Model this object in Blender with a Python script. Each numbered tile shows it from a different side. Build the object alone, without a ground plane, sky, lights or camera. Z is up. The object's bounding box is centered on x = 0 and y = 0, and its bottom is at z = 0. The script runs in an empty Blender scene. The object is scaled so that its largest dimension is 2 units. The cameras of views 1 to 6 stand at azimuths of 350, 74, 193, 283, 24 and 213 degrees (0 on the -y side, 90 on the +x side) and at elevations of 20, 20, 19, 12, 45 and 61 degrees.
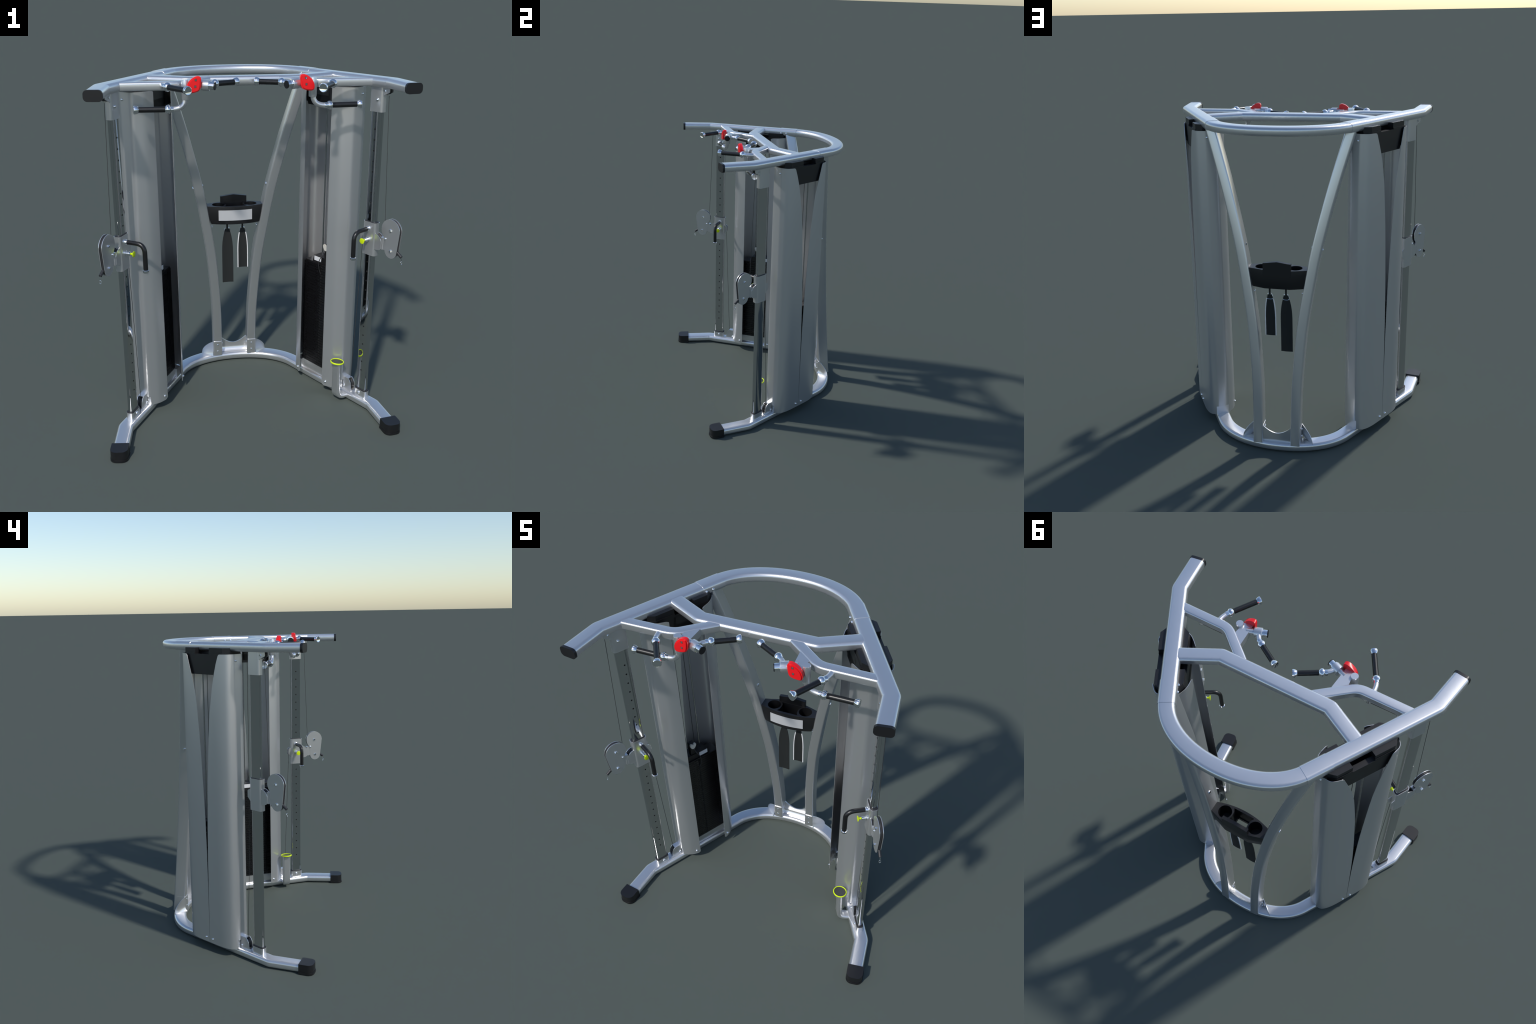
import bpy, bmesh, math
from mathutils import Vector, Matrix

# ------------------------------------------------------------------ materials
def material(name, color, metallic=0.0, rough=0.4, vary=0.0, scale=30.0, bump=0.0, coat=0.0, spec=0.5):
    m = bpy.data.materials.new(name)
    m.use_nodes = True
    nt = m.node_tree
    b = nt.nodes["Principled BSDF"]
    b.inputs["Base Color"].default_value = (*color, 1)
    b.inputs["Metallic"].default_value = metallic
    b.inputs["Roughness"].default_value = rough
    b.inputs["Specular IOR Level"].default_value = spec
    b.inputs["Coat Weight"].default_value = coat
    tc = nt.nodes.new("ShaderNodeTexCoord")
    nz = nt.nodes.new("ShaderNodeTexNoise")
    nz.inputs["Scale"].default_value = scale
    nz.inputs["Detail"].default_value = 3.0
    nt.links.new(tc.outputs["Object"], nz.inputs["Vector"])
    if vary > 0:
        mr = nt.nodes.new("ShaderNodeMapRange")
        mr.inputs["To Min"].default_value = max(0.0, rough - vary)
        mr.inputs["To Max"].default_value = rough + vary
        nt.links.new(nz.outputs["Fac"], mr.inputs["Value"])
        nt.links.new(mr.outputs["Result"], b.inputs["Roughness"])
    if bump > 0:
        bp = nt.nodes.new("ShaderNodeBump")
        bp.inputs["Strength"].default_value = bump
        bp.inputs["Distance"].default_value = 0.002
        nt.links.new(nz.outputs["Fac"], bp.inputs["Height"])
        nt.links.new(bp.outputs["Normal"], b.inputs["Normal"])
    return m

SILVER = material("silver_paint", (0.73, 0.735, 0.745), 0.86, 0.30, 0.015, 14)
SHEET = material("silver_sheet", (0.69, 0.695, 0.705), 0.82, 0.325, 0.015, 10)
CHROME = material("chrome", (0.62, 0.63, 0.64), 1.0, 0.05, 0.01, 20)
POLISH = material("polished_chrome", (0.88, 0.89, 0.91), 1.0, 0.05)
PLATE = material("satin_plate", (0.71, 0.715, 0.72), 0.82, 0.29)
BLACK = material("black_plastic", (0.0085, 0.0085, 0.0095), 0.0, 0.40, 0.04, 60, 0.04)
GRIP = material("black_rubber_grip", (0.008, 0.008, 0.0085), 0.0, 0.34, 0.04, 120, 0.06)
RUBBER = material("dark_rubber", (0.02, 0.02, 0.022), 0.0, 0.5)
STRAP = material("strap_webbing", (0.0085, 0.0105, 0.0105), 0.0, 0.75, 0.05, 300, 0.1)
PIPING = material("strap_piping", (0.75, 0.75, 0.75), 0.0, 0.5)
IRON = material("black_iron", (0.006, 0.006, 0.007), 0.0, 0.28, 0.03, 40)
HOLE = material("hole_dark", (0.003, 0.003, 0.003), 0.0, 0.9)
RED = material("red_plastic", (0.80, 0.010, 0.014), 0.0, 0.30, coat=0.2)
YELLOW = material("lime_yellow_plastic", (0.62, 0.80, 0.005), 0.0, 0.35)
LABEL = material("label_white", (0.72, 0.73, 0.75), 0.0, 0.35)
SIGN = material("sign_face", (0.60, 0.605, 0.62), 0.25, 0.30, 0.02, 25)
CABLE = material("cable_coating", (0.03, 0.03, 0.032), 0.0, 0.4)
WIRE = material("steel_cable", (0.035, 0.035, 0.035), 0.0, 0.45)
RIBBED = material("ribbed_rubber", (0.030, 0.030, 0.034), 0.0, 0.5)
IVORY = material("ivory_plastic", (0.62, 0.60, 0.54), 0.0, 0.4)

_nt = RIBBED.node_tree
_w = _nt.nodes.new("ShaderNodeTexWave")
_w.inputs["Scale"].default_value = 60.0
_tc = _nt.nodes.new("ShaderNodeTexCoord")
_bp = _nt.nodes.new("ShaderNodeBump")
_bp.inputs["Strength"].default_value = 0.6
_bp.inputs["Distance"].default_value = 0.002
_w.bands_direction = 'Y'
_nt.links.new(_tc.outputs["Object"], _w.inputs["Vector"])
_nt.links.new(_w.outputs["Fac"], _bp.inputs["Height"])
_nt.links.new(_bp.outputs["Normal"], _nt.nodes["Principled BSDF"].inputs["Normal"])

# ------------------------------------------------------------------ object helpers
COL = bpy.context.scene.collection
ROOT = bpy.data.objects.new("cable_crossover_machine", None)
COL.objects.link(ROOT)
ROOT["label"] = "silver dual tower cable gym machine with pull-up handles"
ROOT["category"] = "gym machine"

def finish_mesh(me, mats, angle=35):
    for m in (mats if isinstance(mats, (list, tuple)) else [mats]):
        me.materials.append(m)
    for p in me.polygons:
        p.use_smooth = True
    me.set_sharp_from_angle(angle=math.radians(angle))

def add(name, bm, mats, parent=None, angle=35):
    bmesh.ops.recalc_face_normals(bm, faces=bm.faces)
    me = bpy.data.meshes.new(name)
    bm.to_mesh(me)
    bm.free()
    finish_mesh(me, mats, angle)
    ob = bpy.data.objects.new(name, me)
    COL.objects.link(ob)
    ob.parent = parent or ROOT
    return ob

def mirrored(bm):
    b2 = bm.copy()
    for v in b2.verts:
        v.co.x = -v.co.x
    bmesh.ops.reverse_faces(b2, faces=b2.faces)
    return b2

def pair(name, bm, mats, parents=None, angle=35):
    """the part on the right tower and its mirror image on the left one"""
    b2 = mirrored(bm)
    pr = parents or (None, None)
    return add(name, bm, mats, pr[0], angle), add(name, b2, mats, pr[1], angle)

def place(name, mesh, pos, direction=(0, 0, 1), parent=None):
    ob = bpy.data.objects.new(name, mesh)
    ob.matrix_world = Matrix.Translation(Vector(pos)) @ Vector(direction).normalized().to_track_quat('Z', 'Y').to_matrix().to_4x4()
    COL.objects.link(ob)
    ob.parent = parent or ROOT
    return ob

# ------------------------------------------------------------------ geometry helpers
def rrect(w, h, r, seg=5):
    pts = []
    for cx, cy, a0 in ((w/2-r, h/2-r, 0), (-w/2+r, h/2-r, 90), (-w/2+r, -h/2+r, 180), (w/2-r, -h/2+r, 270)):
        for i in range(seg+1):
            a = math.radians(a0 + 90*i/seg)
            pts.append((cx + r*math.cos(a), cy + r*math.sin(a)))
    return pts

def fillet(pts, rad, seg=8):
    """polyline with its inner corners rounded"""
    pts = [Vector(p) for p in pts]
    out = [pts[0]]
    for i in range(1, len(pts)-1):
        r = rad[i-1] if isinstance(rad, (list, tuple)) else rad
        p = pts[i]
        a = (pts[i-1]-p); b = (pts[i+1]-p)
        la, lb = a.length, b.length
        a.normalize(); b.normalize()
        ang = a.angle(b)
        d = min(r/math.tan(ang/2), la*0.49, lb*0.49)
        p0, p2 = p+a*d, p+b*d
        for k in range(seg+1):
            t = k/seg
            out.append(p0*(1-t)**2 + p*2*t*(1-t) + p2*t*t)
    out.append(pts[-1])
    return out

def bezier(p0, p1, p2, p3, n):
    p0, p1, p2, p3 = map(Vector, (p0, p1, p2, p3))
    return [p0*(1-t)**3 + p1*3*t*(1-t)**2 + p2*3*t*t*(1-t) + p3*t**3 for t in (i/n for i in range(n+1))]

def smooth_path(pts, sub=8):
    pts = [Vector(p) for p in pts]
    P = [pts[0]*2-pts[1]] + pts + [pts[-1]*2-pts[-2]]
    out = []
    for i in range(1, len(P)-2):
        for k in range(sub):
            t = k/sub
            out.append(0.5*((2*P[i]) + (P[i+1]-P[i-1])*t + (2*P[i-1]-5*P[i]+4*P[i+1]-P[i+2])*t*t + (3*P[i]-P[i-1]-3*P[i+1]+P[i+2])*t**3))
    out.append(pts[-1])
    return out

def sweep(path, prof, up=(0, 0, 1), bm=None, caps=True, closed=False):
    """mitred sweep of a closed 2d profile (x: sideways, y: along up)"""
    bm = bm or bmesh.new()
    path = [Vector(p) for p in path]
    up = Vector(up).normalized()
    n = len(path)
    rings = []
    for i, p in enumerate(path):
        if closed:
            a, b = (p-path[i-1]).normalized(), (path[(i+1) % n]-p).normalized()
        else:
            a = (p-path[i-1]).normalized() if i else None
            b = (path[i+1]-p).normalized() if i < n-1 else None
            a = a or b
            b = b or a
        t = (a+b).normalized()
        side = t.cross(up)
        side.normalize()
        u = side.cross(t).normalized()
        c = max(0.3, t.dot(a))
        rings.append([bm.verts.new(p + side*(x/c) + u*y) for x, y in prof])
    m = len(prof)
    for i in range(n if closed else n-1):
        r0, r1 = rings[i], rings[(i+1) % n]
        for j in range(m):
            bm.faces.new((r0[j], r0[(j+1) % m], r1[(j+1) % m], r1[j]))
    if caps and not closed:
        bm.faces.new(rings[0][::-1])
        bm.faces.new(rings[-1])
    return bm

def tube(path, r, seg=14, bm=None, caps=True):
    """round tube along any path, parallel-transported frame"""
    bm = bm or bmesh.new()
    path = [Vector(p) for p in path]
    n = len(path)
    t0 = (path[1]-path[0]).normalized()
    u = t0.orthogonal().normalized()
    rings = []
    for i, p in enumerate(path):
        a = (p-path[i-1]) if i else (path[1]-p)
        b = (path[i+1]-p) if i < n-1 else (p-path[i-1])
        t = (a.normalized()+b.normalized()).normalized()
        u = (u - t*u.dot(t)).normalized()
        w = t.cross(u)
        rr = r(i/(n-1)) if callable(r) else r
        rings.append([bm.verts.new(p + (u*math.cos(2*math.pi*k/seg) + w*math.sin(2*math.pi*k/seg))*rr) for k in range(seg)])
    for r0, r1 in zip(rings, rings[1:]):
        for j in range(seg):
            bm.faces.new((r0[j], r0[(j+1) % seg], r1[(j+1) % seg], r1[j]))
    if caps:
        bm.faces.new(rings[0][::-1])
        bm.faces.new(rings[-1])
    return bm

def lathe(prof, origin=(0, 0, 0), axis=(0, 0, 1), seg=20, bm=None):
    """profile of (radius, height) turned about an axis"""
    bm = bm or bmesh.new()
    o, ax = Vector(origin), Vector(axis).normalized()
    u = ax.orthogonal().normalized()
    w = ax.cross(u)
    rings = []
    for r, h in prof:
        if r < 1e-6:
            rings.append([bm.verts.new(o+ax*h)])
        else:
            rings.append([bm.verts.new(o+ax*h+(u*math.cos(2*math.pi*k/seg)+w*math.sin(2*math.pi*k/seg))*r) for k in range(seg)])
    for r0, r1 in zip(rings, rings[1:]):
        for k in range(seg):
            k2 = (k+1) % seg
            if len(r0) == 1 and len(r1) > 1:
                bm.faces.new((r0[0], r1[k2], r1[k]))
            elif len(r1) == 1 and len(r0) > 1:
                bm.faces.new((r0[k], r0[k2], r1[0]))
            elif len(r0) > 1:
                bm.faces.new((r0[k], r0[k2], r1[k2], r1[k]))
    if len(rings[0]) > 1:
        bm.faces.new(rings[0][::-1])
    if len(rings[-1]) > 1:
        bm.faces.new(rings[-1])
    return bm

def slab(outline, o, u, v, w, d0, d1, bevel=0.0, bm=None, seg=2):
    """outline (a,b) in the plane u,v, given depth d0..d1 along w"""
    nb = bmesh.new()
    o, u, v, w = map(Vector, (o, u, v, w))
    A = [nb.verts.new(o+u*a+v*b+w*d0) for a, b in outline]
    B = [nb.verts.new(o+u*a+v*b+w*d1) for a, b in outline]
    n = len(A)
    nb.faces.new(A[::-1])
    nb.faces.new(B)
    for i in range(n):
        nb.faces.new((A[i], A[(i+1) % n], B[(i+1) % n], B[i]))
    if bevel > 0:
        ed = [e for e in nb.edges if len(e.link_faces) == 2 and e.calc_face_angle() > 0.5]
        bmesh.ops.bevel(nb, geom=ed, offset=bevel, segments=seg, profile=0.5, affect='EDGES', clamp_overlap=True)
    return merge(bm, nb)

def merge(bm, nb):
    if bm is None:
        return nb
    me = bpy.data.meshes.new("tmp")
    nb.to_mesh(me)
    nb.free()
    bm.from_mesh(me)
    bpy.data.meshes.remove(me)
    return bm

def rect(a0, a1, b0, b1):
    return [(a0, b0), (a1, b0), (a1, b1), (a0, b1)]

def cut(ob, cutters):
    for c in cutters:
        md = ob.modifiers.new("cut", 'BOOLEAN')
        md.operation = 'DIFFERENCE'
        md.object = c
        md.solver = 'EXACT'
    dg = bpy.context.evaluated_depsgraph_get()
    dg.update()
    me = bpy.data.meshes.new_from_object(ob.evaluated_get(dg))
    ob.modifiers.clear()
    old = ob.data
    me.name = old.name
    ob.data = me
    bpy.data.meshes.remove(old)
    for c in cutters:
        cm = c.data
        bpy.data.objects.remove(c)
        bpy.data.meshes.remove(cm)
    for p in me.polygons:
        p.use_smooth = True
    me.set_sharp_from_angle(angle=math.radians(30))

# ------------------------------------------------------------------ tower frame (right side)
A0 = Vector((0.738, -0.277, 0.0))              # rail bend, front
T = Vector((-0.4952, 0.8688, 0.0))             # along the rail, to the rear
N = Vector((0.8688, 0.4952, 0.0))              # outward
Z = Vector((0, 0, 1))
def W(s, n, z):
    return A0 + T*s + N*n + Z*z
def flip(v):
    return Vector((-v[0], v[1], v[2]))

# ------------------------------------------------------------------ bolts (shared meshes)
def mesh_of(bm, name, mat, angle=40):
    bmesh.ops.recalc_face_normals(bm, faces=bm.faces)
    me = bpy.data.meshes.new(name)
    bm.to_mesh(me)
    bm.free()
    finish_mesh(me, mat, angle)
    return me
DOME = mesh_of(lathe([(0.0075, -0.002), (0.0075, 0.0015), (0.0062, 0.0045), (0.0035, 0.0065), (0, 0.007)], seg=12), "dome_bolt", POLISH)
HEX = mesh_of(lathe([(0.009, -0.002), (0.009, 0.005), (0.0075, 0.0065), (0, 0.0068)], seg=6), "hex_bolt", POLISH, 20)

def bolt(pos, d, mesh=None, parent=None, scale=1.0, both=True, parent2=None):
    mesh = mesh or DOME
    o = place("bolt", mesh, pos, d, parent)
    o.scale = (scale,)*3
    if both:
        o = place("bolt", mesh, flip(pos), flip(d), parent2 or parent)
        o.scale = (scale,)*3

# ------------------------------------------------------------------ frame rails
RAIL_W, RAIL_H = 0.0875, 0.051
def half_plan(front_y_x, bend_r=0.05):
    """centre line of rail / base, right half, front to rear centre"""
    straight = fillet([front_y_x, (0.738, -0.277, 0), (0.385, 0.342, 0)], bend_r, 6)
    arc = bezier((0.385, 0.342, 0), (0.3256, 0.446, 0), (0.19, 0.5195, 0), (0.0, 0.5195, 0), 22)
    return straight[:-1] + arc
def full_plan(front, z):
    h = half_plan(front)
    pts = h + [flip(p) for p in reversed(h[:-1])]
    return [Vector((p[0], p[1], z)) for p in pts]

rail_prof = rrect(RAIL_W, RAIL_H, 0.019, 6)
ZT = 1.9470
top = add("overhead_rail", sweep(full_plan((0.768, -0.487, 0), ZT), rail_prof), SILVER)
base = add("base_rail", sweep(full_plan((0.766, -0.485, 0), 0.0295), rail_prof), SILVER)

# joint sleeve on the rear part of the top rail
hp = [Vector((p[0], p[1], ZT)) for p in half_plan((0.768, -0.487, 0))]
# joint collars: straight run s .585 -> .70
j0 = A0 + T*0.593; j1 = A0 + T*0.708
jend = [p for p in hp if p.y > 0.355][0]
jpath = [Vector((j0.x, j0.y, ZT)), Vector((0.385, 0.342, ZT)), Vector((jend.x, jend.y, ZT))]
pair("rail_joint_sleeve", sweep(jpath, rrect(RAIL_W+0.004, RAIL_H+0.004, 0.0205, 6)), SILVER)
for s in (0.608, 0.650):
    bolt(W(s, -0.0465, ZT-0.004), -N)

# crossbar and braces
xb = fillet([(0.545, 0.110, ZT-.0005), (0.306, -0.0175, ZT-.0005), (-0.306, -0.0175, ZT-.0005), (-0.545, 0.110, ZT-.0005)], 0.03, 5)
add("crossbar", sweep(xb, rrect(0.082, 0.049, 0.017, 6)), SILVER)
br = fillet([(0.185, -0.024, 1.9460), (0.372, -0.180, 1.9460), (0.675, -0.181, 1.9460)], 0.110, 12)
pair("brace", sweep(br, rrect(0.055, 0.044, 0.010, 4)), SILVER)

# end caps of the arms, foot caps of the base
d = Vector((0.768-0.738, -0.487+0.277, 0)).normalized()
c0 = Vector((0.768, -0.487, ZT))
capb = sweep([c0-d*0.004, c0+d*0.011], rrect(RAIL_W+0.003, RAIL_H+0.003, 0.020, 6))
bmesh.ops.bevel(capb, geom=[e for e in capb.edges if len(e.link_faces) == 2 and e.calc_face_angle() > 1.2], offset=0.003, segments=2, affect='EDGES')
pair("end_cap", capb, BLACK)

side = Vector((-d.y, d.x, 0))
def foot_outline(w, l, r):
    pts = [(-w, 0.0), (w, 0.0)]
    for i in range(7):
        a = math.radians(90*i/6)
        pts.append((w-r+r*math.cos(a), l-r+r*math.sin(a)))
    for i in range(7):
        a = math.radians(90+90*i/6)
        pts.append((-w+r+r*math.cos(a), l-r+r*math.sin(a)))
    return pts
f0 = Vector((0.766, -0.469, 0))
fb = slab(foot_outline(0.048, 0.088, 0.034), f0, side, d, Z, 0.011, 0.064, 0.006)
slab(foot_outline(0.050, 0.0915, 0.036), f0, side, d, Z, 0.0, 0.0125, 0.002, bm=fb)
pair("foot_cap", fb, BLACK)

# ------------------------------------------------------------------ tower shrouds
SEC = [(.096, .44), (.096, .36), (.0945, .325), (.0905, .295), (.0855, .275), (.079, .258), (.070, .2465),
       (.058, .2385), (.047, .2335), (.040, .2300), (.034, .2275), (.026, .2262), (.0, .2255), (-.018, .2260), (-.028, .2276), (-.036, .2308),
       (-.044, .2370), (-.053, .2455), (-.062, .2542), (-.071, .2638), (-.079, .2745), (-.0865, .2890), (-.093, .3050), (-.0985, .3200), (-.1030, .3350)]
SECP = smooth_path([(n, s, 0) for n, s in SEC], 6)
FRONT_EDGE = [(1.905, .300), (1.84, .322), (1.762, .342), (1.665, .362), (1.568, .378), (1.47, .388), (1.303, .401), (1.134, .413), (.892, .425), (.686, .431), (.4, .4350), (.055, .4365)]
REAR_EDGE = [(1.905, .306), (1.833, .330), (1.753, .355), (1.657, .376), (1.543, .389), (1.379, .405), (1.128, .419), (.915, .429), (.72, .4345), (.4, .4365), (.055, .4370)]

def interp(tab, z):
    tab = sorted(tab)
    for (z0, s0), (z1, s1) in zip(tab, tab[1:]):
        if z <= z1:
            return s0 + (s1-s0)*max(0, (z-z0)/(z1-z0))
    return tab[-1][1]

def resample(poly, k):
    L = [0.0]
    for a, b in zip(poly, poly[1:]):
        L.append(L[-1]+(b-a).length)
    out, j = [], 0
    for i in range(k+1):
        t = L[-1]*i/k
        while j < len(L)-2 and L[j+1] < t:
            j += 1
        f = (t-L[j])/max(1e-9, L[j+1]-L[j])
        out.append(poly[j].lerp(poly[j+1], min(1, f)))
    return out

NOTCH = 0.042
def section(edge_s):
    outer = [p for p in SECP if p[0] > NOTCH and p[1] < edge_s-1e-4]
    o_n = min(0.096, outer[0][0]+0.0005)
    outer = [Vector((o_n, edge_s, 0))] + outer
    front = [p for p in SECP if abs(p[0]) <= NOTCH]
    inner = [p for p in SECP if p[0] < -NOTCH]
    b0 = Vector((NOTCH, 0.2309, 0)); b1 = Vector((-NOTCH, 0.2352, 0))
    return resample(outer+[b0], 22)[:-1] + resample([b0]+front+[b1], 20) + resample([b1]+inner, 18)[1:]

def shroud(edge, rear):
    bm = bmesh.new()
    zs = [0.055, 0.085, 0.112, 0.2, 0.35, 0.5, 0.65, 0.8, 0.95, 1.1, 1.22, 1.34, 1.45, 1.55, 1.62, 1.69, 1.75, 1.80, 1.85, 1.88, 1.895, 1.902, 1.905]
    rows = []
    for z in zs:
        e = interp(edge, min(z, 1.895))
        if z > 1.895:
            e -= 0.010*((z-1.895)/0.010)**2
        sec = section(e)
        row = []
        k = len(sec)
        for i, p in enumerate(sec):
            zz = z
            s = p[1]
            if i > k-4:                      # small rounding of the inner top / bottom corners
                f = (i-(k-4))/3.0
                if z > 1.90: zz = z-0.006*f*f
                if z < 0.06: zz = z+0.012*f*f
            if rear:
                s = 0.875-s
            row.append(bm.verts.new(W(s, p[0], zz)))
        rows.append(row)
    for r0, r1, z in zip(rows, rows[1:], zs):
        for j in range(len(r0)-1):
            if z < 0.11 and 22 <= j < 42:
                continue
            bm.faces.new((r0[j], r0[j+1], r1[j+1], r1[j]))
    loose = [v for v in bm.verts if not v.link_faces]
    bmesh.ops.delete(bm, geom=loose, context='VERTS')
    bmesh.ops.recalc_face_normals(bm, faces=bm.faces)
    # make sure normals look outwards, then thicken inwards
    f = max(bm.faces, key=lambda f: (f.calc_center_median()-A0).dot(N))
    if f.normal.dot(N) < 0:
        bmesh.ops.reverse_faces(bm, faces=bm.faces)
    bmesh.ops.solidify(bm, geom=bm.faces[:], thickness=0.0025)
    return bm
pair("tower_shroud", shroud(FRONT_EDGE, False), SHEET, angle=40)
pair("tower_shroud", shroud(REAR_EDGE, True), SHEET, angle=40)
for s, n, z, dd in ((.2265, .021, 1.866, -T), (.6485, .021, 1.866, T), (.409, .0965, .084, N), (.466, .0965, .084, N),
                    (.310, -.097, .085, -N), (.565, -.097, .085, -N)):
    bolt(W(s, n, z), dd)

# black top cap in each tower
cap = bmesh.new()
trap = [(.322, 1.783), (.553, 1.783), (.592, 1.903), (.283, 1.903)]
slab(trap, A0, T, Z, N, .050, .0795, 0.003, bm=cap)
slab(trap, A0, T, Z, N, -.0720, -.045, 0.003, bm=cap)
for s0, s1, e in ((.246, .391, 1), (.512, .630, -1)):
    c = 0.034
    if e > 0:
        plan = [(s0, -.045), (s0+c, -.0725), (s1, -.0725), (s1, .0790), (s0+c, .0790), (s0, .045)]
    else:
        plan = [(s1, .045), (s1-c, .0790), (s0, .0790), (s0, -.0725), (s1-c, -.0725), (s1, -.045)]
    slab(plan, A0, T, N, Z, 1.80, 1.912, 0.003, bm=cap)
    slab([(p[0], p[1]-.003 if p[1] > 0 else p[1]+.003) for p in plan], A0, T, N, Z, 1.908, 1.9405, 0.006, bm=cap)
slab(rect(.380, .525, -.0725, .0790), A0, T, N, Z, 1.80, 1.846, 0.002, bm=cap)
slab(rect(.380, .525, -.018, .022), A0, T, N, Z, 1.80, 1.916, 0.002, bm=cap)
for n0, n1 in ((.070, .0790), (-.0725, -.0635)):
    slab(rect(.380, .525, n0, n1), A0, T, N, Z, 1.80, 1.892, 0.004, bm=cap)
pair("tower_cap", cap, BLACK)

# silver plinth at the foot of each tower
pl = slab(rect(.27, .605, -.024, .0415), A0, T, N, Z, .050, .1095, 0.004)
slab(rect(.2350, .285, -.0410, .0410), A0, T, N, Z, .050, .110, 0.004, bm=pl)
slab(rect(.590, .6400, -.0410, .0410), A0, T, N, Z, .050, .110, 0.004, bm=pl)
pair("tower_plinth", pl, SILVER)

# ------------------------------------------------------------------ weight stacks
S_MID, N_MID = 0.4515, 0.035
rods = bmesh.new()
for s in (.403, .4975):
    tube([W(s, .029, .10), W(s, .029, 1.80)], 0.0048, 12, rods)
pair("guide_rod", rods, CHROME)
pair("lift_cable", tube([W(.463, .027, .84), W(.463, .027, 1.80)], 0.0018, 8), WIRE)

NP, Z0, PITCH = 38, 0.111, 0.01825
pb = slab(rect(-.150, .150, -.058, .030), (0, 0, 0), (1, 0, 0), (0, 1, 0), (0, 0, 1), -.0082, .0082, 0.0012, seg=1)
lathe([(0.0048, 0), (0.0048, 0.003)], (0, -.0565, 0), (0, -1, 0), 10, pb)
PLATE_MESH = mesh_of(pb, "weight_plate", [IRON, HOLE])
for p in PLATE_MESH.polygons:
    c = p.center
    if abs(c.x) < .006 and c.y < -.0564 and abs(c.z) < .006 and p.area < 1e-4:
        p.material_index = 1
for side_sign in (1, -1):
    stack = add("weight_stack", slab(rect(.42, .48, .0, .07), A0, T, N, Z, .105, .795, 0.002) if side_sign > 0 else
                mirrored(slab(rect(.42, .48, .0, .07), A0, T, N, Z, .105, .795, 0.002)), IRON)
    for i in range(NP):
        ob = bpy.data.objects.new("weight_plate", PLATE_MESH)
        COL.objects.link(ob)
        ob.parent = stack
        pos = W(S_MID, N_MID, Z0+PITCH*(i+.5))
        # local -y must face inwards, towards the user
        y = N.copy() if side_sign > 0 else flip(N)
        pos = pos if side_sign > 0 else flip(pos)
        x = y.cross(Z)
        ob.matrix_local = Matrix(((x.x, y.x, 0, pos.x), (x.y, y.y, 0, pos.y), (0, 0, 1, pos.z), (0, 0, 0, 1)))
zt = Z0+PITCH*NP
head = slab(rect(.308, .595, -.021, .062), A0, T, N, Z, zt, zt+.010, .003)
slab([(.372, zt+.008), (.540, zt+.008), (.530, zt+.050), (.385, zt+.050)], A0, T, Z, N, -.0120, .058, .003, bm=head)
pair("stack_head", head, BLACK)
pair("stack_label", slab(rect(.466, .525, zt+.018, zt+.046), A0, T, Z, -N, .0122, .0138, .0005), LABEL)
# heart shaped selector grip with its cord
heart = [(.0, .030), (.012, .044), (.026, .046), (.034, .034), (.031, .014), (.020, -.006), (.008, -.016), (-.008, -.016), (-.020, -.006), (-.031, .014), (-.034, .034), (-.026, .046), (-.012, .044)]
hb = slab([(a*.62, b*.62) for a, b in heart], W(.428, -.008, .918), T, Z, -N, 0, .010, .003)
pair("selector_grip", hb, IVORY)
pair("selector_bracket", slab(rect(.412, .444, .845, .945), A0, T, Z, N, -.0075, .020, .003), BLACK)
pair("selector_cord", tube(smooth_path([W(.430, -.014, .905), W(.440, -.030, .875), W(.456, -.040, .84), W(.462, -.034, .79), W(.455, -.024, .75)], 6), .0026, 8), CABLE)

# ------------------------------------------------------------------ uprights with carriages
US = 0.091
ub = sweep([W(US, 0, .08), W(US, 0, 1.83)], rrect(.074, .031, .0115, 5), up=N)
up_r, up_l = pair("upright", ub, CHROME)
hb = bmesh.new()
for i in range(26):
    z = 1.697-i*0.05844
    lathe([(0.0048, 0), (0.0048, 0.0006)], W(US, -.0153, z), -N, 12, hb)
pair("pin_hole", hb, HOLE, (up_r, up_l))
for o in (bpy.data.objects["pin_hole"], bpy.data.objects["pin_hole.001"]):
    o["kind"] = "stuff"
sl = sweep([W(US, 0, 1.791), W(US, 0, 1.925)], rrect(.090, .042, .015, 6), up=N)
pair("upright_sleeve", sl, SILVER)
bolt(W(US-.012, -.0212, 1.855), -N, scale=1.2)
bc = sweep([W(US, 0, .045), W(US, 0, .100)], rrect(.090, .044, .014, 5), up=N)
pair("upright_socket", bc, SILVER)
pair("socket_gasket", sweep([W(US, 0, .0995), W(US, 0, .1055)], rrect(.088, .042, .0135, 5), up=N), RUBBER)
bolt(W(US+.004, -.0222, .082), -N, scale=1.2)

ca = sweep([W(US-.003, 0, .984), W(US-.003, 0, 1.178)], rrect(.094, .044, .016, 6), up=N)
car = pair("carriage", ca, PLATE)
pair("carriage_gasket", sweep([W(US-.003, 0, 1.1775), W(US-.003, 0, 1.1815)], rrect(.086, .039, .014, 5), up=N), RUBBER, car)

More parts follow.
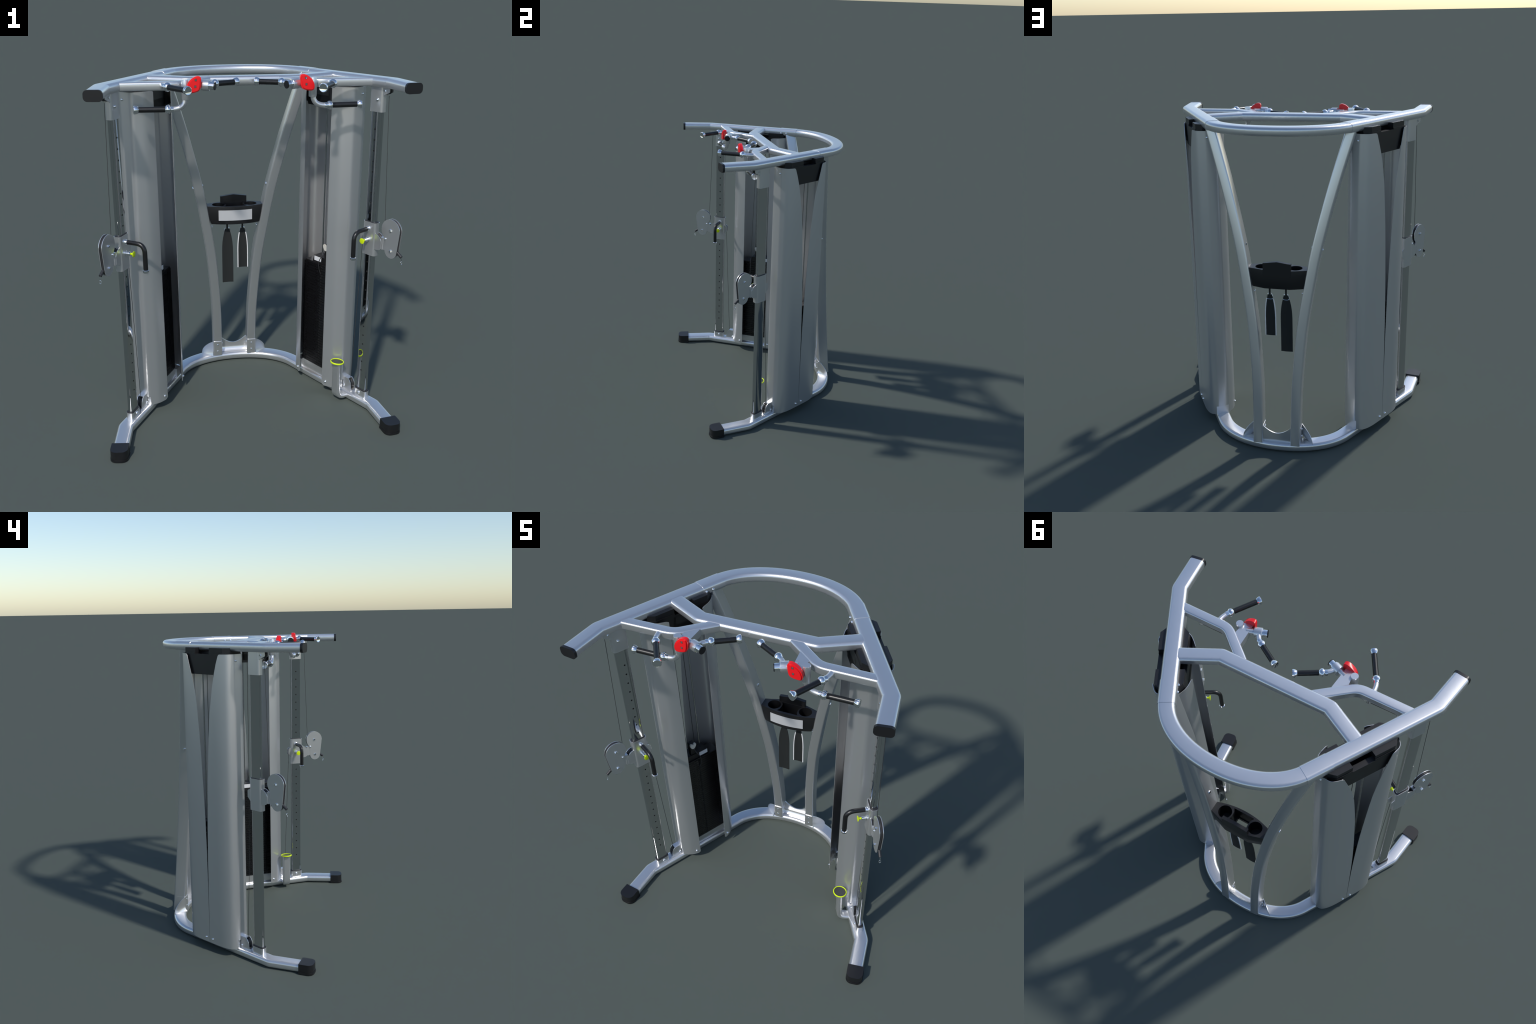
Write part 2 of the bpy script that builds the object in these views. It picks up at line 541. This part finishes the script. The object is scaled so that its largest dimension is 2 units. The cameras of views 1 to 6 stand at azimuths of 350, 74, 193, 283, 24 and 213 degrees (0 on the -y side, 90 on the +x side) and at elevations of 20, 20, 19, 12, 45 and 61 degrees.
# grab handle on the carriage
hp_ = fillet([W(.093, -.036, 1.138), W(.090, -.138, 1.138), W(.090, -.138, .992)], .052, 10)
pair("carriage_handle", tube(hp_, .0128, 16), GRIP, car)
hm = lathe([(.0150, 0), (.0150, .008), (.0125, .012), (.0125, .018)], W(.093, -.020, 1.138), -N)
lathe([(.0140, 0), (.0165, .002), (.0165, .012), (.0145, .016), (0, .016)], W(.090, -.138, .995), -Z, bm=hm)
pair("handle_ferrule", hm, POLISH, car)
# spring pin with trumpet knob
pair("pull_pin", lathe([(.014, 0), (.014, .004), (.0115, .006), (.0115, .026), (.008, .030)], W(US, -.021, 1.075), -N), POLISH, car)
pair("pull_knob", lathe([(.006, 0), (.006, .008), (.0075, .012), (.0125, .015), (.0165, .0175), (.0165, .0195), (.0125, .0205), (.006, .021), (0, .021)], W(US, -.052, 1.075), -N), YELLOW, car)

# guide pulley bracket on the carriage
def ring_outline(cs, cz, r, a0, a1, k=14):
    return [(cs+r*math.cos(math.radians(a0+(a1-a0)*i/k)), cz+r*math.sin(math.radians(a0+(a1-a0)*i/k))) for i in range(k+1)]
brk = bmesh.new()
plate_outline = [(.052, 1.024)] + [(.008, 1.032), (-.002, 1.042)] + ring_outline(.050, 1.068, .054, 165, 90, 10)
for d0 in (-.0170, .0140):
    slab(plate_outline, A0, T, Z, N, d0, d0+.003, bm=brk)
    slab([(.130, 1.035), (.140, 1.046), (.153, 1.060), (.153, 1.098), (.142, 1.108), (.130, 1.112)], A0, T, Z, N, d0, d0+.003, bm=brk)
slab(rect(-.012, .004, 1.040, 1.110), A0, T, Z, N, -.0155, .0145, .004, bm=brk)
slab(rect(-.034, -.010, 1.040, 1.110), A0, T, Z, N, -.0120, .0070, .005, bm=brk)
pair("pulley_bracket", brk, PLATE, car)
pair("guide_pulley", lathe([(.0455, -.012), (.0455, -.007), (.040, -.002), (.040, .002), (.0455, .007), (.0455, .012)], W(.050, 0, 1.0735), N, 28), RUBBER, car)

# swivelling end pulley with two cheek plates
UPC, LPC = (-.061, 1.1625), (-.069, 1.0455)
cheek = ring_outline(*UPC, .0635, 178, 0, 20) + ring_outline(*UPC, .0635, -2, -40, 5)[1:] + [(-.020, 1.106), (-.026, 1.070)] + ring_outline(*LPC, .0415, 0, -172, 18)
ch = bmesh.new()
for d0 in (-.0130, .0055):
    slab(cheek, A0, T, Z, N, d0, d0+.003, .0008, bm=ch, seg=1)
ch_r, ch_l = pair("pulley_cheek", ch, PLATE, car)
pw = lathe([(.059, -.0085), (.059, -.005), (.053, -.001), (.053, .001), (.059, .005), (.059, .0085)], W(UPC[0], -.0022, UPC[1]), N, 30)
lathe([(.036, -.0085), (.036, -.005), (.030, -.001), (.030, .001), (.036, .005), (.036, .0085)], W(LPC[0], -.0022, LPC[1]), N, 24, pw)
pair("swivel_pulley", pw, RUBBER, car)
for (s, z) in (UPC, LPC):
    for dd, off in ((N, .0085), (-N, .013)):
        for sg, par in ((1, car[0]), (-1, car[1])):
            p = W(s, 0, z) + dd*off
            o = place("bolt", HEX, p if sg > 0 else flip(p), dd if sg > 0 else flip(dd), par)
            o.scale = (1.0,)*3
for sg, par in ((1, car[0]), (-1, car[1])):
    p = W(-.028, -.0125, 1.107)
    place("bolt", DOME, p if sg > 0 else flip(p), -N if sg > 0 else flip(-N), par)
# cable running down from the rail, over the pulley, to the clip and snap hook
pair("pull_cable", tube([W(.020, 0, 1.88), W(-.008, 0, 1.20)], .0014, 8), WIRE)
pair("pull_cable", tube([W(.147, 0, 1.06), W(.187, 0, .10)], .0014, 8), WIRE)
pair("cable_wrap", tube(smooth_path([W(-.020, -.002, 1.204), W(-.040, -.002, 1.2160), W(-.061, -.002, 1.2195), W(-.090, -.002, 1.209), W(-.111, -.002, 1.183), W(-.116, -.002, 1.150), W(-.110, -.002, 1.085), W(-.108, -.002, 1.045)], 5), .0050, 10), CABLE, car)
pair("cable_stop", tube([W(-.106, 0, 1.048), W(-.138, 0, 1.026)], .0085, 12), RUBBER, car)
hk = tube([W(-.138, 0, 1.026), W(-.1405, 0, 1.005)], .0022, 8)
hook = [W(-.1405, 0, 1.004)+N*(.0055*math.cos(a)) - Z*(.010+.010*math.sin(a)) for a in (2*math.pi*i/12 for i in range(12))]
tube(hook+[hook[0]], .0014, 8, hk)
pair("snap_hook", hk, POLISH, car)

# upper cable pulley under the rail
upb = bmesh.new()
for d0 in (-.016, .013):
    slab([(.004, 1.925), (.060, 1.925), (.060, 1.880), (.054, 1.876), (.046, 1.877), (.036, 1.885), (.008, 1.896), (.004, 1.900)], A0, T, Z, N, d0, d0+.003, bm=upb)
pair("hanger_bracket", upb, PLATE)
pair("hanger_pulley", lathe([(.020, -.011), (.020, -.006), (.017, 0), (.020, .006), (.020, .011)], W(.030, 0, 1.906), N, 20), RUBBER)
bolt(W(.036, -.016, 1.904), -N, HEX, scale=.7)
bolt(W(.036, .016, 1.904), N, HEX, scale=.7)

# low cable pulley on the base
lp = bmesh.new()
lo = [(.232, .052), (.232, .133), (.189, .133)] + [(.178, .122), (.170, .108), (.166, .092), (.163, .072), (.162, .050)]
for d0 in (-.0185, .0155):
    slab(lo, A0, T, Z, N, d0, d0+.003, bm=lp)
slab(rect(.189, .232, -.0165, .0165), A0, T, N, Z, .130, .134, bm=lp)
slab(rect(.152, .166, -.0165, .0165), A0, T, N, Z, .050, .066, bm=lp)
pair("floor_pulley_bracket", lp, SILVER)
pair("floor_pulley", lathe([(.040, -.012), (.040, -.007), (.034, -.002), (.034, .002), (.040, .007), (.040, .012)], W(.208, 0, .090), N, 28), RUBBER)
bolt(W(.222, -.0185, .076), -N)
bolt(W(.222, .0185, .076), N)

# ------------------------------------------------------------------ pull-up handles under the brace
def grip_handle(b1, b2, lead, parent_name):
    """lead: path of the bare tube up to the first collar; grip from b1 to b2 with collars"""
    b1, b2 = Vector(b1), Vector(b2)
    ax = (b2-b1).normalized()
    L = (b2-b1).length
    lead = [Vector(p) for p in lead]
    body = pair(parent_name, tube(lead, .0138, 16), SILVER)
    g = tube([b1+ax*.008, b2-ax*.006], .0142, 18)
    pair("grip", g, GRIP, body)
    m = lathe([(.0155, -.028), (.0155, -.015), (.0185, -.012), (.0222, -.007), (.0230, 0), (.0215, .006), (.0175, .012), (.0155, .014)], b1, ax, 20)
    lathe([(.0155, -.014), (.0175, -.011), (.0210, -.004), (.0230, .003), (.0222, .009), (.0195, .0110), (.0170, .0100), (0, .0100)], b2, ax, 20, m)
    pair("grip_collar", m, POLISH, body)
    return body

grip_handle((.418, -.276, 1.951), (.3345, -.4144, 1.950), bezier((.4415, -.195, 1.950), (.4415, -.235, 1.951), (.4300, -.256, 1.951), (.4200, -.2727, 1.951), 10), "angled_handle")
grip_handle((.419, -.2275, 1.835), (.5785, -.2285, 1.8365), bezier((.3295, -.2230, 1.890), (.3305, -.2235, 1.846), (.360, -.2255, 1.833), (.412, -.2275, 1.835), 14), "bent_handle")
grip_handle((.172, -.1785, 1.9505), (.0572, -.1088, 1.949), bezier((.222, -.236, 1.951), (.210, -.206, 1.951), (.198, -.194, 1.951), (.1754, -.1806, 1.9505), 10), "swivel_handle")
pair("handle_post", lathe([(.0190, 0), (.0205, .004), (.0205, .092), (.0190, .0965), (0, .0965)], (.3275, -.2225, 1.881), (0, 0, 1), 24), SILVER)
arm = slab([(.267, -.256), (.3135, -.249), (.325, -.150), (.258, -.118)], (0, 0, 0), (1, 0, 0), (0, 1, 0), (0, 0, 1), 1.925, 1.9650, .004)
pair("handle_arm", arm, SILVER)
ax = Vector((.1814-.283, -.2547+.2125, 1.9482-1.953)).normalized()
o = Vector((.283, -.2125, 1.953))
pair("pivot_tube", lathe([(.0165, 0), (.0165, .040), (.0265, .040), (.0270, .042), (.0270, .079), (.0255, .081)], o, ax, 24), SILVER)
pair("pivot_pin", lathe([(.0255, .0805), (.0255, .084), (.0230, .0845), (.0195, .0850), (.0195, .108)], o, ax, 24), POLISH)
pair("pivot_cap", lathe([(.0200, .107), (.0200, .1115), (0, .1120)], o, ax, 24), BLACK)

# red safety knob
kn = [(.2505, 1.985), (.2545, 1.9955), (.266, 1.9995), (.281, 1.9965), (.298, 1.987), (.312, 1.973), (.3215, 1.957), (.3255, 1.938), (.3225, 1.923),
      (.312, 1.9175), (.295, 1.918), (.276, 1.922), (.2625, 1.929), (.2560, 1.942), (.2525, 1.962)]
loop = smooth_path([(a, b, 0) for a, b in kn] + [(kn[0][0], kn[0][1], 0)], 4)[:-1]
kb = slab([(p[0], p[1]) for p in loop], (0, 0, 0), (1, 0, 0), (0, 0, 1), (0, -1, 0), .2470, .2720, 0)
rims = [f for f in kb.faces if len(f.verts) > 8]
for f in rims:
    r = bmesh.ops.inset_region(kb, faces=[f], thickness=.006, depth=.0)
bmesh.ops.bevel(kb, geom=[e for e in kb.edges if len(e.link_faces) == 2 and e.calc_face_angle() > 1.2], offset=.0058, segments=4, affect='EDGES')
kr = pair("safety_knob", kb, RED, angle=60)
sc = bmesh.new()
for x, z in ((.2785, 1.9815), (.2815, 1.9500)):
    slab(rrect(.0085, .0100, .002, 2), (x, -.2715, z), (1, 0, 0), (0, 0, 1), (0, -1, 0), 0, .0014, .0005, bm=sc, seg=1)
pair("knob_screw", sc, POLISH, kr)
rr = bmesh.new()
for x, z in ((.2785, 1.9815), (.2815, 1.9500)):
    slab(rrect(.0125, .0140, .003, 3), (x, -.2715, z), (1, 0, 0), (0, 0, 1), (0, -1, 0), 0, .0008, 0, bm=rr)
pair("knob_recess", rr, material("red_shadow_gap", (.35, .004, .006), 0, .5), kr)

# ------------------------------------------------------------------ rear support posts
PC = [(.045, .1150), (.15, .1155), (.28, .1165), (.42, .1205), (.6, .1320), (.8, .1500), (1.02, .1825), (1.25, .2230), (1.5, .2815), (1.7, .3350), (1.93, .4020)]
def post_y(z):
    return .5235-.1147*z+.010*math.sin(math.pi*min(1, max(0, (z-.1)/1.85)))
pp = smooth_path([(x, post_y(z), z) for z, x in PC], 5)
pair("support_post", sweep(pp, rrect(.059, .082, .010, 4), up=(0, 1, .115)), SILVER)
def post_c(z):
    x = interp(PC, z)
    return Vector((x, post_y(z), z))
for z, sg in ((1.262, -1), (1.262, 1)):
    p = post_c(z)
    dx = (post_c(z+.05)-post_c(z-.05)).normalized()
    nrm = Vector((dx.z, 0, -dx.x)).normalized()*sg
    bolt(p+nrm*.0275+Vector((0, .002, 0)), nrm, HEX)
# foot sheaths with bolts
for_sheath = sweep([Vector((.1150, .5045-.004, .052)), Vector((.1150, .4925+.006, .156))], rrect(.061, .073, .009, 4), up=(0, 1, .115))
pair("post_sheath", for_sheath, SILVER)
for z in (.131, .083):
    bolt(Vector((.1150, .4655-.0*z, z)), (0, -1, 0), scale=.9)
    bolt(Vector((.0848, .487, z)), (-1, 0, 0), scale=.9)
    bolt(Vector((.1452, .487, z)), (1, 0, 0), scale=.9)
# web between the posts and the curved wings outside them
def sheet(fn, nu, nv, th=.003):
    bm = bmesh.new()
    g = [[bm.verts.new(fn(i/nu, j/nv)) for j in range(nv+1)] for i in range(nu+1)]
    for i in range(nu):
        for j in range(nv):
            bm.faces.new((g[i][j], g[i+1][j], g[i+1][j+1], g[i][j+1]))
    bmesh.ops.recalc_face_normals(bm, faces=bm.faces)
    bmesh.ops.solidify(bm, geom=bm.faces[:], thickness=th)
    return bm
def web(u, v):
    x = -.090+.180*u
    ztop = .111 + .048*(abs(x)/.090)**1.8
    z = .052 + (ztop-.052)*v
    k = max(0, 1-(z-.052)/.045)
    y = .531 - .020*k*k*k
    return Vector((x, y, z))
wb = sheet(web, 24, 10)
merge(wb, sheet(lambda u, v: Vector((-.090+.180*u, .5345, .050+(.061+.048*(abs(-.090+.180*u)/.090)**1.8)*v)), 24, 2))
add("post_web", wb, SILVER)
def wing(u, v):
    x = .1440 + .0735*u
    y0 = .469 + .053*u**0.9
    ztop = .054 + .102*math.sqrt(max(0, 1-u))
    z = .052 + (ztop-.052)*v
    k = max(0, 1-(z-.052)/.05)
    return Vector((x+.004*k*k*(1-u), y0-.016*k*k*k*(1-u), z))
pair("post_wing", sheet(wing, 18, 9), SILVER)

# ------------------------------------------------------------------ bottle holder with sign and straps
def holder_plan(kx, ky):
    pts = []
    for i in range(21):
        x = -.175+.350*i/20
        pts.append((x, .341+1.0*x*x))
    pts += [(.1765, .433), (.090, .460), (-.090, .460), (-.1765, .433)]
    return [(x*kx, .405+(y-.405)*ky) for x, y in pts]
bm = bmesh.new()
lv = [(1.024, .845, .93), (1.027, .86, .96), (1.08, .93, .98), (1.136, .995, 1.0), (1.140, .985, .985)]
rings = [[bm.verts.new((x, y, z)) for x, y in holder_plan(kx, ky)] for z, kx, ky in lv]
for r0, r1 in zip(rings, rings[1:]):
    for j in range(len(r0)):
        bm.faces.new((r0[j], r0[(j+1) % len(r0)], r1[(j+1) % len(r0)], r1[j]))
bm.faces.new(rings[0][::-1])
bm.faces.new(rings[-1])
holder = add("bottle_holder", bm, BLACK)
cutters = []
for x in (-.100, .100):
    cutters.append(add("cutter", lathe([(.037, 1.045), (.0415, 1.2)], (x, .402, 0), (0, 0, 1), 32), BLACK))
slot = [(-.066, .357), (-.055, .376), (-.052, .402), (-.055, .424), (-.064, .438), (.064, .438), (.055, .424), (.052, .402), (.055, .376), (.066, .357)]
cutters.append(add("cutter", slab(slot, (0, 0, 0), (1, 0, 0), (0, 1, 0), (0, 0, 1), 1.045, 1.2), BLACK))
cutters.append(add("cutter", slab(rect(-.045, .045, .362, .392), (0, 0, 0), (1, 0, 0), (0, 1, 0), (0, 0, 1), 1.0, 1.1), BLACK))
cut(holder, cutters)
bk = slab([(-.0825, 1.10), (.0825, 1.10), (.0825, 1.180), (.050, 1.184), (0, 1.191), (-.050, 1.184), (-.0825, 1.180)], (0, 0, 0), (1, 0, 0), (0, 0, 1), (0, 1, 0), .4405, .4605, .003)
add("holder_backrest", bk, BLACK, holder)
def sign(u, v):
    x = -.1055+.2085*u
    y = .341+1.0*x*x
    z = 1.0505+.0665*v
    ky = .974+.02*v
    return Vector((x, .405+(y-.405)*ky-.0022, z))
add("sign_plate", sheet(sign, 16, 2, .0015), SIGN, holder)
for sg in (1, -1):
    bolt((sg*.1435, .4175, .992), (-sg, 0, 0), both=False, parent=holder)

def strap(cx, half, zb, zn, piping):
    # shape of the hanging strap: narrow neck widening to the band
    def hw(z):
        f = min(1, max(0, (zn-z)/.16))
        return .013 + (half-.013)*(1-(1-f)**2.4)
    def yy(z):
        f = min(1, max(0, (zn-z)/.20))
        return .4205-.0055*f**0.7
    zs = [zb+(zn-zb)*i/30 for i in range(31)]
    def fn(off):
        def g(u, v):
            z = zb+(zn-zb)*v
            return Vector((cx-hw(z)+2*hw(z)*u, yy(z)+off+.003*math.sin(math.pi*u), z))
        return g
    st = add("strap", sheet(fn(0), 8, 30, .0045), STRAP)
    if piping:
        for sg in (-1, 1):
            add("strap_piping", tube([Vector((cx+sg*(hw(z)+.001), yy(z)-.002, z)) for z in zs if z < zn-.025], .0036, 8), PIPING, st)
    add("strap_loop", sweep([Vector((cx, .422, 1.028)), Vector((cx, .422, zn+.022)), Vector((cx, .421, zn-.012))], rrect(.011, .006, .002, 2), up=(0, 1, 0)), STRAP, st)
    ring = [Vector((cx+sx*x, .4225, zn+dz)) for x, dz, sx in ((.0, .012, 1), (.010, .008, 1), (.017, -.006, 1), (.019, -.020, 1), (.010, -.026, 1), (.010, -.026, -1), (.019, -.020, -1), (.017, -.006, -1), (.010, .008, -1))]
    add("strap_ring", tube(smooth_path(ring+[ring[0]], 3), .0018, 8), POLISH, st)
    return st
strap(-.0447, .0355, .6105, .972, False)
strap(.0527, .0300, .7100, .972, True)

# ------------------------------------------------------------------ bar socket on the right base rail
SB, NB = .208, -.104
pth = fillet([W(SB, NB, .266), W(SB, NB, .034), W(SB-.014, -.020, .030)], .055, 10)
sock = add("bar_socket", sweep(pth, rrect(.028, .0594, .0115, 5), up=T), SILVER)
lean = Vector((.08, .045, 1)).normalized()
ctr = W(SB, NB, .272)
add("socket_ring", lathe([(.0385, -.004), (.0410, -.003), (.0422, .001), (.0410, .0045), (.0385, .0058), (.0365, .0045), (.0365, -.003)], ctr, lean, 40), YELLOW, sock)
add("socket_pad", lathe([(.024, -.010), (.0375, -.0035), (.0375, .0010), (0, .0012)], ctr, lean, 40), RIBBED, sock)
